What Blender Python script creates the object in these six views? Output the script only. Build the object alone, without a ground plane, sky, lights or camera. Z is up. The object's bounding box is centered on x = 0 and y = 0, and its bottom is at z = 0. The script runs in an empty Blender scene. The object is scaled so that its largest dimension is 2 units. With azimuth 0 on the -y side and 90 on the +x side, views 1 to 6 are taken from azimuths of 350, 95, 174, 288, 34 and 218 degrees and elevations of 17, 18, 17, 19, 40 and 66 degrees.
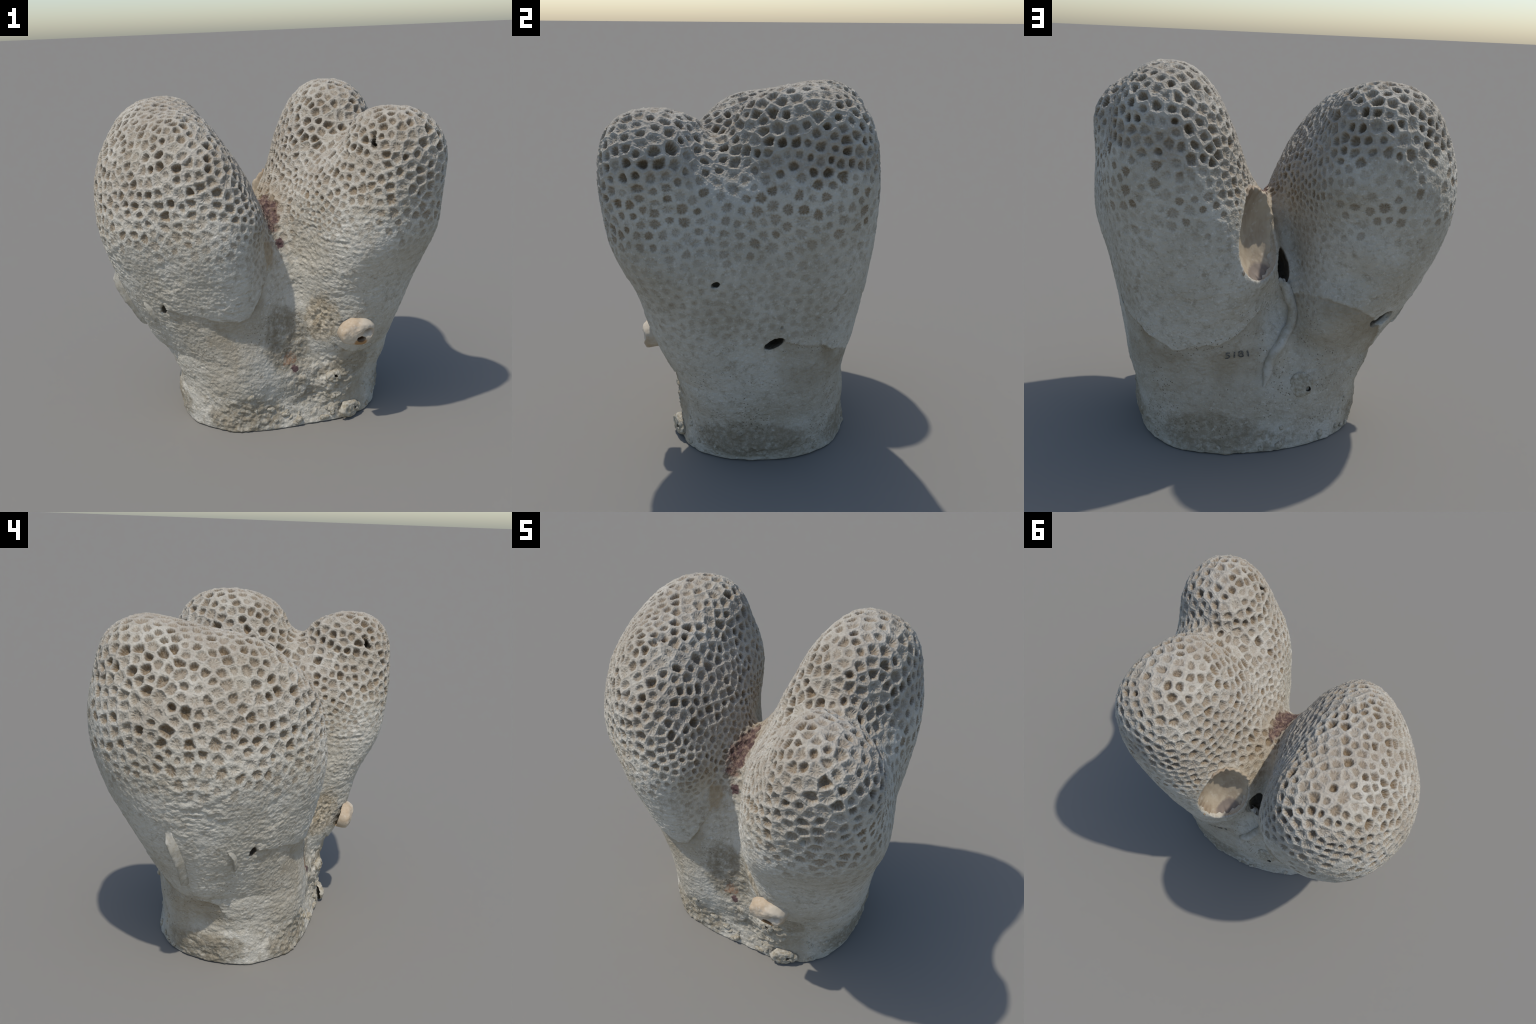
"""A dead, sun-bleached stony coral: a short broad stem that forks into a large
paddle-shaped lobe and a twin-humped lobe, honeycombed with corallite cups on top,
with encrusting barnacles, a worm tube, an open bivalve socket and an inked number."""
import math
import bpy
import numpy as np
from mathutils import Vector, Matrix, kdtree

RNG = np.random.default_rng(20)

# ----------------------------------------------------------------------------
# helpers: vectorised noise
# ----------------------------------------------------------------------------
def _hash(ix, iy, iz, seed):
    n = (ix * 374761393 + iy * 668265263 + iz * 2147483647 + seed * 974634777) & 0xFFFFFFFF
    n = ((n ^ (n >> 13)) * 1274126177) & 0xFFFFFFFF
    n = ((n ^ (n >> 15)) * 2246822519) & 0xFFFFFFFF
    return ((n ^ (n >> 16)) & 0xFFFF) / 32767.5 - 1.0


def noise(P, scale, seed=0):
    """Smooth value noise in -1..1 (3D, cubic fade)."""
    Q = P / scale
    I = np.floor(Q).astype(np.int64)
    f = Q - I
    f = f * f * f * (f * (f * 6 - 15) + 10)
    out = 0.0
    for dx in (0, 1):
        wx = f[:, 0] if dx else 1 - f[:, 0]
        for dy in (0, 1):
            wy = f[:, 1] if dy else 1 - f[:, 1]
            for dz in (0, 1):
                wz = f[:, 2] if dz else 1 - f[:, 2]
                out = out + wx * wy * wz * _hash(I[:, 0] + dx, I[:, 1] + dy, I[:, 2] + dz, seed)
    return out


def fbm(P, scale, octaves=3, seed=0, gain=0.55):
    v, amp, tot = 0.0, 1.0, 0.0
    for o in range(octaves):
        v = v + amp * noise(P, scale / 2 ** o, seed + 17 * o)
        tot += amp
        amp *= gain
    return v / tot


def unit(v):
    v = np.array(v, float)
    return v / np.linalg.norm(v)


def sstep(a, b, x):
    t = np.clip((x - a) / (b - a), 0, 1)
    return t * t * (3 - 2 * t)


def mix(a, b, t):
    return a + (b - a) * t


def ball(P, c, r, soft=0.5):
    """1 inside a ball (or an ellipsoid when r is a triple) fading to 0 at its edge."""
    d = np.linalg.norm((P - np.array(c)) / np.array(r), axis=1)
    return 1 - sstep(1 - soft, 1, d)


# ----------------------------------------------------------------------------
# body: four lofted limbs blended together.  Each row is one cross-section:
# height, centre x, centre y, half width, half depth, taper across width / depth
# ----------------------------------------------------------------------------
PADDLE = dict(turn=0.331, power=2.15, top=1.945, shoulder=0.500, rows=[
    (0.45, -0.251, -0.011, 0.334, 0.403, 0.085, 0.335),
    (0.70, -0.405, 0.030, 0.358, 0.433, 0.271, 0.496),
    (0.95, -0.473, 0.036, 0.398, 0.542, 0.354, 0.556),
    (1.20, -0.505, 0.038, 0.460, 0.667, 0.299, 0.464),
    (1.45, -0.513, 0.072, 0.514, 0.760, 0.363, 0.441),
    (1.70, -0.529, 0.121, 0.511, 0.846, 0.420, 0.663),
    (1.95, -0.534, 0.285, 0.520, 0.900, 0.374, 0.597),
])
TALL = dict(turn=0.007, power=2.26, top=2.000, shoulder=0.829, rows=[
    (0.45, 0.292, 0.297, 0.333, 0.185, -0.140, -0.086),
    (0.70, 0.359, 0.260, 0.334, 0.329, -0.102, -0.095),
    (0.95, 0.343, 0.218, 0.442, 0.432, -0.086, -0.085),
    (1.20, 0.395, 0.223, 0.441, 0.475, -0.065, -0.056),
    (1.45, 0.476, 0.229, 0.416, 0.522, -0.105, 0.013),
    (1.70, 0.506, 0.293, 0.407, 0.523, -0.101, 0.121),
    (1.95, 0.525, 0.321, 0.436, 0.597, -0.076, 0.261),
])
FRONT = dict(turn=0.325, power=2.42, top=1.889, shoulder=0.500, rows=[
    (0.45, 0.419, 0.068, 0.330, 0.458, -0.178, -0.098),
    (0.70, 0.461, -0.012, 0.338, 0.493, -0.205, -0.100),
    (0.95, 0.527, -0.177, 0.374, 0.402, -0.130, -0.060),
    (1.20, 0.588, -0.271, 0.417, 0.426, -0.068, 0.025),
    (1.45, 0.626, -0.362, 0.430, 0.412, 0.016, 0.109),
    (1.70, 0.708, -0.419, 0.434, 0.408, 0.004, 0.129),
    (1.95, 0.680, -0.370, 0.454, 0.632, -0.040, 0.114),
])
STEM = dict(turn=0.059, power=2.46, top=1.364, shoulder=0.573, rows=[
    (0.00, 0.073, 0.059, 0.613, 0.484, 0.132, -0.079),
    (0.15, 0.072, 0.069, 0.627, 0.454, 0.194, -0.098),
    (0.30, 0.061, 0.069, 0.543, 0.461, 0.115, -0.028),
    (0.45, -0.034, 0.062, 0.411, 0.414, -0.014, 0.089),
    (0.60, -0.092, 0.063, 0.228, 0.428, -0.100, 0.068),
    (0.80, -0.191, 0.002, 0.295, 0.407, -0.147, -0.003),
    (1.05, -0.175, -0.046, 0.312, 0.347, -0.122, -0.090),
])


LIMBS = {"paddle": PADDLE, "tall": TALL, "front": FRONT, "stem": STEM}


def section(limb, z):
    t = np.array(limb["rows"])
    zl, tab = t[:, 0], t[:, 1:]
    m = np.gradient(tab, zl, axis=0)
    zc = np.clip(z, zl[0], zl[-1])
    i = np.clip(np.searchsorted(zl, zc, side="right") - 1, 0, len(zl) - 2)
    h = (zl[1:] - zl[:-1])[i][:, None]
    u = (zc - zl[i])[:, None] / h
    return ((2 * u ** 3 - 3 * u ** 2 + 1) * tab[i] + (u ** 3 - 2 * u ** 2 + u) * h * m[i]
            + (3 * u ** 2 - 2 * u ** 3) * tab[i + 1] + (u ** 3 - u ** 2) * h * m[i + 1])


def limb_field(name, P):
    L = LIMBS[name]
    z = P[:, 2]
    s = section(L, z)
    x, y = P[:, 0] - s[:, 0], P[:, 1] - s[:, 1]
    c, sn = math.cos(L["turn"]), math.sin(L["turn"])
    u, v = c * x + sn * y, -sn * x + c * y
    a = s[:, 2] * (1 + 0.5 * np.tanh(s[:, 5] * v / s[:, 3]))
    b = s[:, 3] * (1 + 0.5 * np.tanh(s[:, 4] * u / s[:, 2]))
    p = L["power"]
    q = (((np.abs(u) + 1e-6) / a) ** p + ((np.abs(v) + 1e-6) / b) ** p) ** (1 / p)
    cap = np.where(z > L["shoulder"], (z - L["shoulder"]) / (L["top"] - L["shoulder"]), 0)
    if name != "stem":
        cap = np.where(z < 0.5, (0.5 - z) / 0.4, cap)
    return ((q ** 2.3 + np.abs(cap) ** 2.3) ** (1 / 2.3) - 1) * np.sqrt(a * b) * 0.9


def smin(a, b, k):
    h = np.clip(0.5 + 0.5 * (b - a) / k, 0, 1)
    return b * (1 - h) + a * h - k * h * (1 - h)


def smax(a, b, k):
    return -smin(-a, -b, k)


# the socket an oyster once sat in, sunk into the tall limb's inner flank
SOCKET_C = np.array([0.085, 0.495, 1.185])
SOCKET_N = np.array([-0.80, 0.573, 0.176]); SOCKET_N /= np.linalg.norm(SOCKET_N)
SOCKET_L = np.array([0.03, -0.20, 0.90]); SOCKET_L -= SOCKET_N * (SOCKET_L @ SOCKET_N); SOCKET_L /= np.linalg.norm(SOCKET_L)
SOCKET_W = np.cross(SOCKET_L, SOCKET_N)
SOCKET_R = (0.160, 0.225, 0.085)          # half width, half length, depth


def socket_space(P):
    d = P - SOCKET_C
    return d @ SOCKET_W, d @ SOCKET_L, d @ SOCKET_N


# burrows eaten deep into the skeleton: mouth, long axis, inward axis, radii (long, across, deep)
BURROWS = [
    ((-0.605, 0.395, 0.715), (-0.75, -0.60, 0.25), (0.50, -0.65, 0.50), (0.078, 0.050, 0.120)),
    ((0.775, 0.190, 0.738), (0.0, 0.87, 0.45), (-1, 0, 0), (0.055, 0.023, 0.110)),
    ((-0.066, 0.385, 0.995), (0.10, -0.25, 1.00), (0.2, -1, -0.4), (0.095, 0.042, 0.150)),
    ((0.517, -0.560, 1.719), (0.3, 0.1, 0.9), (0.75, 0.5, -0.43), (0.028, 0.021, 0.07)),
    ((-0.648, -0.256, 0.790), (0.3, -0.3, 0.9), (0.8, 0.5, 0), (0.032, 0.022, 0.06)),
    ((0.902, -0.081, 1.092), (0.0, 0.9, 0.3), (-1, 0, 0), (0.021, 0.014, 0.04)),
]
# gentle swellings (+) and hollows (-) of the smooth body: centre, reach, amount in metres
SWELLS = [
    ((-0.96, 0.33, 1.54), 0.34, -0.006),
    ((-0.30, -0.03, 1.86), 0.34, -0.031),
    ((-0.32, 0.63, 1.54), 0.34, 0.011),
    ((0.28, -0.17, 1.54), 0.34, 0.018),
    ((0.10, -0.13, 0.74), 0.34, -0.007),
    ((0.44, -0.61, 1.04), 0.34, -0.005),
    ((0.98, -0.25, 1.24), 0.34, 0.009),
    ((-0.08, 0.17, 1.28), 0.34, -0.010),
    ((-0.70, 0.63, 1.22), 0.34, -0.002),
    ((0.40, -0.47, 0.58), 0.34, -0.009),
    ((0.22, -0.39, 0.14), 0.18, -0.036),
    ((-0.30, -0.03, 1.86), 0.18, 0.016),
    ((-0.84, -0.19, 1.18), 0.18, 0.015),
    ((0.14, -0.17, 0.78), 0.18, 0.005),
    ((0.48, -0.65, 1.10), 0.18, 0.013),
    ((0.98, -0.25, 1.28), 0.18, -0.016),
    ((-0.08, 0.15, 1.30), 0.18, 0.013),
    ((0.76, -0.17, 1.82), 0.18, -0.010),
    ((-0.22, -0.39, 0.30), 0.18, 0.010),
    ((0.42, -0.47, 0.56), 0.18, 0.015),
    ((-0.70, 0.01, 0.56), 0.18, -0.014),
    ((-0.30, 0.51, 0.74), 0.18, 0.029),
    ((0.38, -0.59, 1.52), 0.18, -0.019),
    ((-0.10, -0.23, 1.52), 0.18, -0.005),
    ((-0.32, 0.59, 1.14), 0.18, -0.017),
    ((-0.68, 0.67, 1.66), 0.18, -0.007),
    ((0.82, 0.13, 1.56), 0.18, 0.005),
    ((-0.56, -0.43, 1.08), 0.18, -0.035),
    ((0.54, -0.33, 0.26), 0.18, -0.007),
    ((0.00, 0.37, 0.74), 0.18, 0.030),
    ((-0.48, -0.25, 0.40), 0.18, -0.008),
    ((-0.52, -0.21, 1.82), 0.18, 0.032),
    ((-0.18, 0.43, 1.34), 0.18, -0.006),
    ((-0.48, -0.51, 1.36), 0.18, -0.017),
    ((-0.90, 0.47, 1.34), 0.18, 0.011),
    ((-0.34, 0.45, 1.82), 0.18, 0.021),
    ((0.88, -0.15, 1.52), 0.18, -0.006),
    ((0.19, -0.03, 1.47), 0.13, -0.024),
    ((-0.33, 0.39, 0.06), 0.13, 0.007),
    ((-0.80, 0.49, 1.05), 0.13, 0.005),
    ((0.36, -0.38, 0.18), 0.13, 0.038),
    ((-0.54, -0.42, 1.08), 0.13, 0.012),
    ((-0.00, 0.43, 0.74), 0.13, 0.003),
    ((0.65, 0.31, 0.26), 0.13, -0.009),
    ((-0.54, -0.16, 0.38), 0.13, 0.012),
    ((0.12, -0.28, 0.88), 0.13, 0.024),
    ((-0.17, -0.39, 0.14), 0.13, 0.017),
    ((0.20, 0.52, 0.32), 0.13, -0.009),
    ((-0.07, -0.39, 1.28), 0.13, 0.025),
    ((-0.64, -0.38, 1.36), 0.13, -0.012),
    ((-0.59, 0.64, 1.19), 0.13, -0.013),
    ((-0.14, -0.44, 1.02), 0.13, 0.018),
    ((-0.21, 0.45, 0.58), 0.13, -0.020),
    ((0.15, -0.25, 0.61), 0.13, 0.024),
    ((-0.53, 0.09, 0.28), 0.13, 0.005),
    ((-0.43, 0.56, 0.99), 0.13, -0.034),
    ((-0.42, 0.63, 1.30), 0.13, -0.024),
    ((-0.29, 0.53, 0.98), 0.13, -0.006),
    ((-0.68, 0.03, 0.50), 0.13, 0.039),
    ((0.21, -0.34, 0.53), 0.13, 0.021),
    ((-0.29, -0.38, 0.16), 0.13, 0.013),
    ((-0.57, 0.23, 0.40), 0.13, 0.015),
    ((-0.16, 0.44, 0.61), 0.13, -0.022),
    ((-0.31, 0.40, 0.08), 0.13, -0.019),
    ((-0.08, -0.40, 1.27), 0.13, 0.011),
]

SWELLS += [
    ((-0.53, 0.72, 1.47), 0.20, -0.016), ((0.72, -0.10, 1.66), 0.10, 0.010), ((0.50, 0.00, 1.75), 0.14, -0.014), ((0.14, -0.24, 0.69), 0.12, 0.085),
    ((-0.22, -0.44, 0.95), 0.20, 0.014), ((-0.11, 0.41, 0.74), 0.09, -0.040), ((-0.48, -0.44, 1.05), 0.15, 0.010),
]
# scooped-out hollows: low on the west side, and the crevice under the oyster shell
HOLLOWS = [
    ((-0.60, 0.05, 0.33), (0.10, 0.13, 0.10), 0.032),
    ((0.05, 0.50, 0.87), (0.08, 0.10, 0.08), 0.030),
    ((-0.55, 0.09, 0.27), (0.08, 0.09, 0.07), 0.018),
    ((-0.14, 0.43, 0.62), (0.06, 0.10, 0.12), 0.018),
]


def limbs(P):
    return {k: limb_field(k, P) for k in LIMBS}


def field(P):
    f = limbs(P)
    F = smin(smin(f["paddle"], smin(f["tall"], f["front"], 0.16), 0.10), f["stem"], 0.10)
    for c, reach, amount in SWELLS:
        d = P - np.array(c)
        F = F - amount * np.exp(-(d * d).sum(1) / reach ** 2)
    for c, r, amount in HOLLOWS:
        q = (P - np.array(c)) / np.array(r)
        F = F + amount * np.exp(-(q * q).sum(1))
    u, v, w = socket_space(P)
    rw, rl, rd = SOCKET_R
    bowl = (np.sqrt((u / rw) ** 2 + (v / rl) ** 2 + (w / (rd + 0.02)) ** 2) - 1) * 0.13
    F = smax(F, -bowl, 0.012)
    for c, axis, inward, (ra, rb, rc) in BURROWS:
        d = P - np.array(c)
        e1 = unit(axis)
        e3 = np.array(inward, float); e3 = unit(e3 - e1 * (e3 @ e1))
        e2 = np.cross(e1, e3)
        q = np.sqrt((d @ e1 / ra) ** 2 + (d @ e2 / rb) ** 2 + (d @ e3 / rc) ** 2)
        F = smax(F, -(q - 1) * rb, 0.005)
    return smax(F, -P[:, 2], 0.015)


def gradient(P, F0, e=0.002):
    g = np.empty_like(P)
    for k in range(3):
        Q = P.copy()
        Q[:, k] += e
        g[:, k] = (field(Q) - F0) / e
    return g


def project(P, steps=2):
    """Slide points onto the zero level of the field; also return unit normals."""
    for _ in range(steps):
        F0 = field(P)
        g = gradient(P, F0)
        P = P - g * (np.clip(F0, -0.02, 0.02) / np.maximum((g * g).sum(1), 0.05))[:, None]
    n = g / np.maximum(np.linalg.norm(g, axis=1), 1e-6)[:, None]
    return P, n


def surface_net(h=0.0160):
    """Quad mesh of the field's zero level (naive surface nets)."""
    lo, hi = np.array([-1.08, -0.95, -0.06]), np.array([1.18, 0.95, 2.10])
    n = np.ceil((hi - lo) / h).astype(int)
    ax = [lo[k] + h * np.arange(n[k]) for k in range(3)]
    F = np.empty(n, np.float32)
    X, Y = np.meshgrid(ax[0], ax[1], indexing="ij")
    for k, z in enumerate(ax[2]):
        F[:, :, k] = field(np.c_[X.ravel(), Y.ravel(), np.full(X.size, z)]).reshape(X.shape)
    S = F < 0
    cells = tuple(m - 1 for m in n)
    cnt = np.zeros(cells, np.int8)
    pos = np.zeros(cells + (3,), np.float32)
    num = np.zeros(cells, np.float32)
    corner = lambda A, d: A[d[0]:d[0] + cells[0], d[1]:d[1] + cells[1], d[2]:d[2] + cells[2]]
    for d in np.ndindex(2, 2, 2):
        cnt += corner(S, d)
    active = (cnt > 0) & (cnt < 8)
    idx = np.argwhere(active)
    P = np.zeros((len(idx), 3))
    N = np.zeros(len(idx))
    for axis in range(3):
        others = [k for k in range(3) if k != axis]
        for o1 in (0, 1):
            for o2 in (0, 1):
                a = np.zeros(3, int); a[others[0]] = o1; a[others[1]] = o2
                b = a.copy(); b[axis] = 1
                fa = F[tuple((idx + a).T)].astype(float); fb = F[tuple((idx + b).T)].astype(float)
                cross = (fa < 0) != (fb < 0)
                t = np.where(cross, fa / np.where(cross, fa - fb, 1), 0)
                q = a + np.eye(3)[axis] * t[:, None]
                P += q * cross[:, None]
                N += cross
    P = lo + h * (idx + P / N[:, None])
    vid = -np.ones(cells, np.int64)
    vid[tuple(idx.T)] = np.arange(len(idx))
    quads = []
    for axis in range(3):
        o = [k for k in range(3) if k != axis]
        sl_a = [slice(0, m - 1) for m in n]
        sl_b = [slice(0, m - 1) for m in n]; sl_b[axis] = slice(1, n[axis])
        sa, sb = S[tuple(sl_a)], S[tuple(sl_b)]
        e = np.argwhere(sa != sb)
        e = e[(e[:, o[0]] > 0) & (e[:, o[1]] > 0)]
        inside = S[tuple(e.T)]
        def cell(d0, d1):
            c = e.copy(); c[:, o[0]] -= d0; c[:, o[1]] -= d1
            return vid[tuple(c.T)]
        q = np.c_[cell(1, 1), cell(0, 1), cell(0, 0), cell(1, 0)]
        flip = inside if axis != 1 else ~inside
        q[~flip] = q[~flip][:, ::-1]
        quads.append(q)
    return P, np.concatenate(quads)


def refine(P, Q):
    """Split every quad in four (flat); returns the new points and quads."""
    e = np.sort(np.concatenate([Q[:, [0, 1]], Q[:, [1, 2]], Q[:, [2, 3]], Q[:, [3, 0]]]), axis=1)
    key = e[:, 0] * len(P) + e[:, 1]
    uniq, first, inv = np.unique(key, return_index=True, return_inverse=True)
    mids = (P[e[first, 0]] + P[e[first, 1]]) / 2
    cent = P[Q].mean(1)
    m = len(Q)
    em = len(P) + inv.reshape(4, m)
    c = len(P) + len(mids) + np.arange(m)
    new = [np.c_[Q[:, k], em[k], c, em[(k + 3) % 4]] for k in range(4)]
    return np.concatenate([P, mids, cent]), np.concatenate(new)


def vertex_normals(P, Q):
    fn = np.cross(P[Q[:, 2]] - P[Q[:, 0]], P[Q[:, 3]] - P[Q[:, 1]])
    n = np.zeros_like(P)
    for k in range(4):
        for a in range(3):
            n[:, a] += np.bincount(Q[:, k], fn[:, a], len(P))
    return n / np.maximum(np.linalg.norm(n, axis=1), 1e-12)[:, None]


# ----------------------------------------------------------------------------
# corallite cups: seeds spread over the body, relaxed to a loose honeycomb
# ----------------------------------------------------------------------------
def in_valley(P, N):
    """How far a point lies on the flanks that face each other across the fork."""
    f = limbs(P)
    inner = np.maximum(sstep(0.30, 0.02, np.abs(f["paddle"]) + np.minimum(f["tall"], f["front"])) * (P[:, 2] < 1.75), 0)
    return inner


def cup_spacing(P, N):
    west = sstep(-0.1, 0.6, -N[:, 0])
    base = 0.066 + 0.006 * noise(P, 0.3, 3)
    toward_fork = np.where(P[:, 0] > 0.15, sstep(0.25, 0.9, -N[:, 0]), sstep(0.25, 0.9, N[:, 0]))
    low = sstep(1.75, 1.25, P[:, 2])
    return base * (1 - 0.38 * toward_fork * low)


def spread_seeds(P, N):
    order = RNG.permutation(len(P))
    r = cup_spacing(P, N) * 0.76
    cellsize = 0.075
    grid, chosen = {}, []
    for i in order:
        p = P[i]
        if p[2] < 0.55:
            continue
        c = (int(p[0] // cellsize), int(p[1] // cellsize), int(p[2] // cellsize))
        ok = True
        for dx in (-1, 0, 1):
            for dy in (-1, 0, 1):
                for dz in (-1, 0, 1):
                    for j in grid.get((c[0] + dx, c[1] + dy, c[2] + dz), ()):
                        q = P[j]
                        if (p[0] - q[0]) ** 2 + (p[1] - q[1]) ** 2 + (p[2] - q[2]) ** 2 < r[i] * r[i]:
                            ok = False
                            break
                    if not ok: break
                if not ok: break
            if not ok: break
        if ok:
            grid.setdefault(c, []).append(i)
            chosen.append(i)
    seeds = P[chosen]
    up = P[P[:, 2] > 0.5]
    for _ in range(1):                       # relax
        own, _d = nearest(seeds, up, 1)
        own = own[:, 0]
        cnt = np.maximum(np.bincount(own, minlength=len(seeds)), 1)
        seeds = np.stack([np.bincount(own, up[:, k], len(seeds)) / cnt for k in range(3)], 1)
    return seeds


def nearest(seeds, P, k):
    kd = kdtree.KDTree(len(seeds))
    for i, s in enumerate(seeds):
        kd.insert(s, i)
    kd.balance()
    idx = np.zeros((len(P), k), np.int64)
    dist = np.zeros((len(P), k))
    find = kd.find_n
    for i, p in enumerate(P.tolist()):
        for j, hit in enumerate(find(p, k)):
            idx[i, j] = hit[1]
            dist[i, j] = hit[2]
    return idx, dist


# growth lips: where a younger sheet of skeleton ends over older, dirtier stem.
# (compass angle round the stem in degrees, height) along the edge, and its step height
LIPS = [
    (0.007, [(12, 0.760), (26, 0.720), (35, 0.684), (45, 0.635), (52, 0.600), (62, 0.621), (74, 0.640), (83, 0.688), (90, 0.744), (96, 0.80), (101, 0.88)]),
    (0.003, [(54, 0.900), (67, 0.892), (76, 0.918), (84, 0.956)]),
    (0.005, [(120, 0.82), (125, 0.87), (130, 0.868), (138, 0.803), (145, 0.755), (155, 0.66), (165, 0.503), (173, 0.436), (181, 0.426), (188, 0.40), (193, 0.30)]),
    (0.008, [(201, 0.80), (212, 0.760), (224, 0.742), (233, 0.722), (240, 0.734), (244, 0.81), (250, 0.955)]),
    (0.013, [(298, 0.50), (304, 0.468), (310, 0.441), (318, 0.455), (324, 0.49)]),
]


def growth_lips(P):
    """Height offset of the overhanging edges, and how far below one a point lies (0..1)."""
    ang = np.degrees(np.arctan2(P[:, 1] - 0.05, P[:, 0] - 0.10)) % 360
    wob = 0.020 * fbm(P, 0.09, 3, 71)
    h = np.zeros(len(P))
    below = np.zeros(len(P))
    for step, edge in LIPS:
        a, zz = np.array(edge, float).T
        ends = sstep(a[0] - 1, a[0] + 6, ang) * (1 - sstep(a[-1] - 6, a[-1] + 1, ang))
        dz = P[:, 2] + wob - np.interp(ang, a, zz)
        ends = ends * (0.55 + 0.45 * sstep(-0.3, 0.3, noise(P, 0.17, 73)))
        h += step * ends * (sstep(-0.004, 0.010, dz) * np.exp(-np.maximum(dz, 0) / 0.14)
                            - 0.45 * np.exp(-((dz + 0.012) / 0.016) ** 2))
        below = np.maximum(below, (step > 0.004) * ends * sstep(0.008, -0.004, dz) * np.exp(-np.maximum(-dz, 0) / 0.5))
    return h, below


# where encrusting growth makes the surface lumpy: centre, radii, amplitude
CRUSTS = [
    ((0.24, -0.43, 0.70), (0.11, 0.12, 0.17), 0.016),
    ((0.27, -0.40, 0.25), (0.30, 0.16, 0.26), 0.014),
    ((-0.25, -0.40, 0.08), (0.42, 0.24, 0.15), 0.014),
    ((0.06, -0.34, 0.55), (0.17, 0.14, 0.26), 0.008),
    ((-0.55, 0.10, 0.08), (0.20, 0.36, 0.12), 0.010),
    ((0.10, 0.52, 0.06), (0.40, 0.16, 0.10), 0.010),
    ((0.65, 0.10, 0.12), (0.22, 0.45, 0.13), 0.010),
]
# small round holes pushed in from the surface: centre, radius, depth
PINHOLES = [
    ((0.737, -0.667, 1.440), 0.020, 0.022), ((0.785, 0.072, 0.750), 0.014, 0.014),
    ((0.768, 0.099, 0.707), 0.012, 0.012), ((0.779, 0.232, 0.828), 0.012, 0.012),
    ((-0.421, -0.117, 1.855), 0.030, 0.020), ((-0.430, -0.145, 1.845), 0.028, 0.020),
    ((0.619, -0.257, 0.122), 0.016, 0.015), ((0.070, 0.545, 0.162), 0.013, 0.014),
    ((0.788, 0.011, 0.633), 0.008, 0.008), ((0.780, 0.045, 0.672), 0.008, 0.008),
    ((0.796, -0.062, 0.571), 0.009, 0.008), ((0.763, -0.188, 0.484), 0.008, 0.008),
    ((0.344, -0.42, 0.500), 0.016, 0.02), ((0.562, -0.375, 0.445), 0.016, 0.015),
    ((-0.37, 0.52, 0.74), 0.010, 0.010), ((0.31, -0.45, 0.685), 0.012, 0.014),
]


def burrow_dark(P):
    """1 inside the burrows, where the colour turns dark brown."""
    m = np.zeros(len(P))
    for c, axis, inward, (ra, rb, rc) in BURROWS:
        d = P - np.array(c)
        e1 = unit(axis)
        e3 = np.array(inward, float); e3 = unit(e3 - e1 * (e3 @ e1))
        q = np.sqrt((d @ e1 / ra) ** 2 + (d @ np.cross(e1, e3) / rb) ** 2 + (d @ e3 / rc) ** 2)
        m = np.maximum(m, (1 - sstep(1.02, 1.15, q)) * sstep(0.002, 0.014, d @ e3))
    return m


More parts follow.
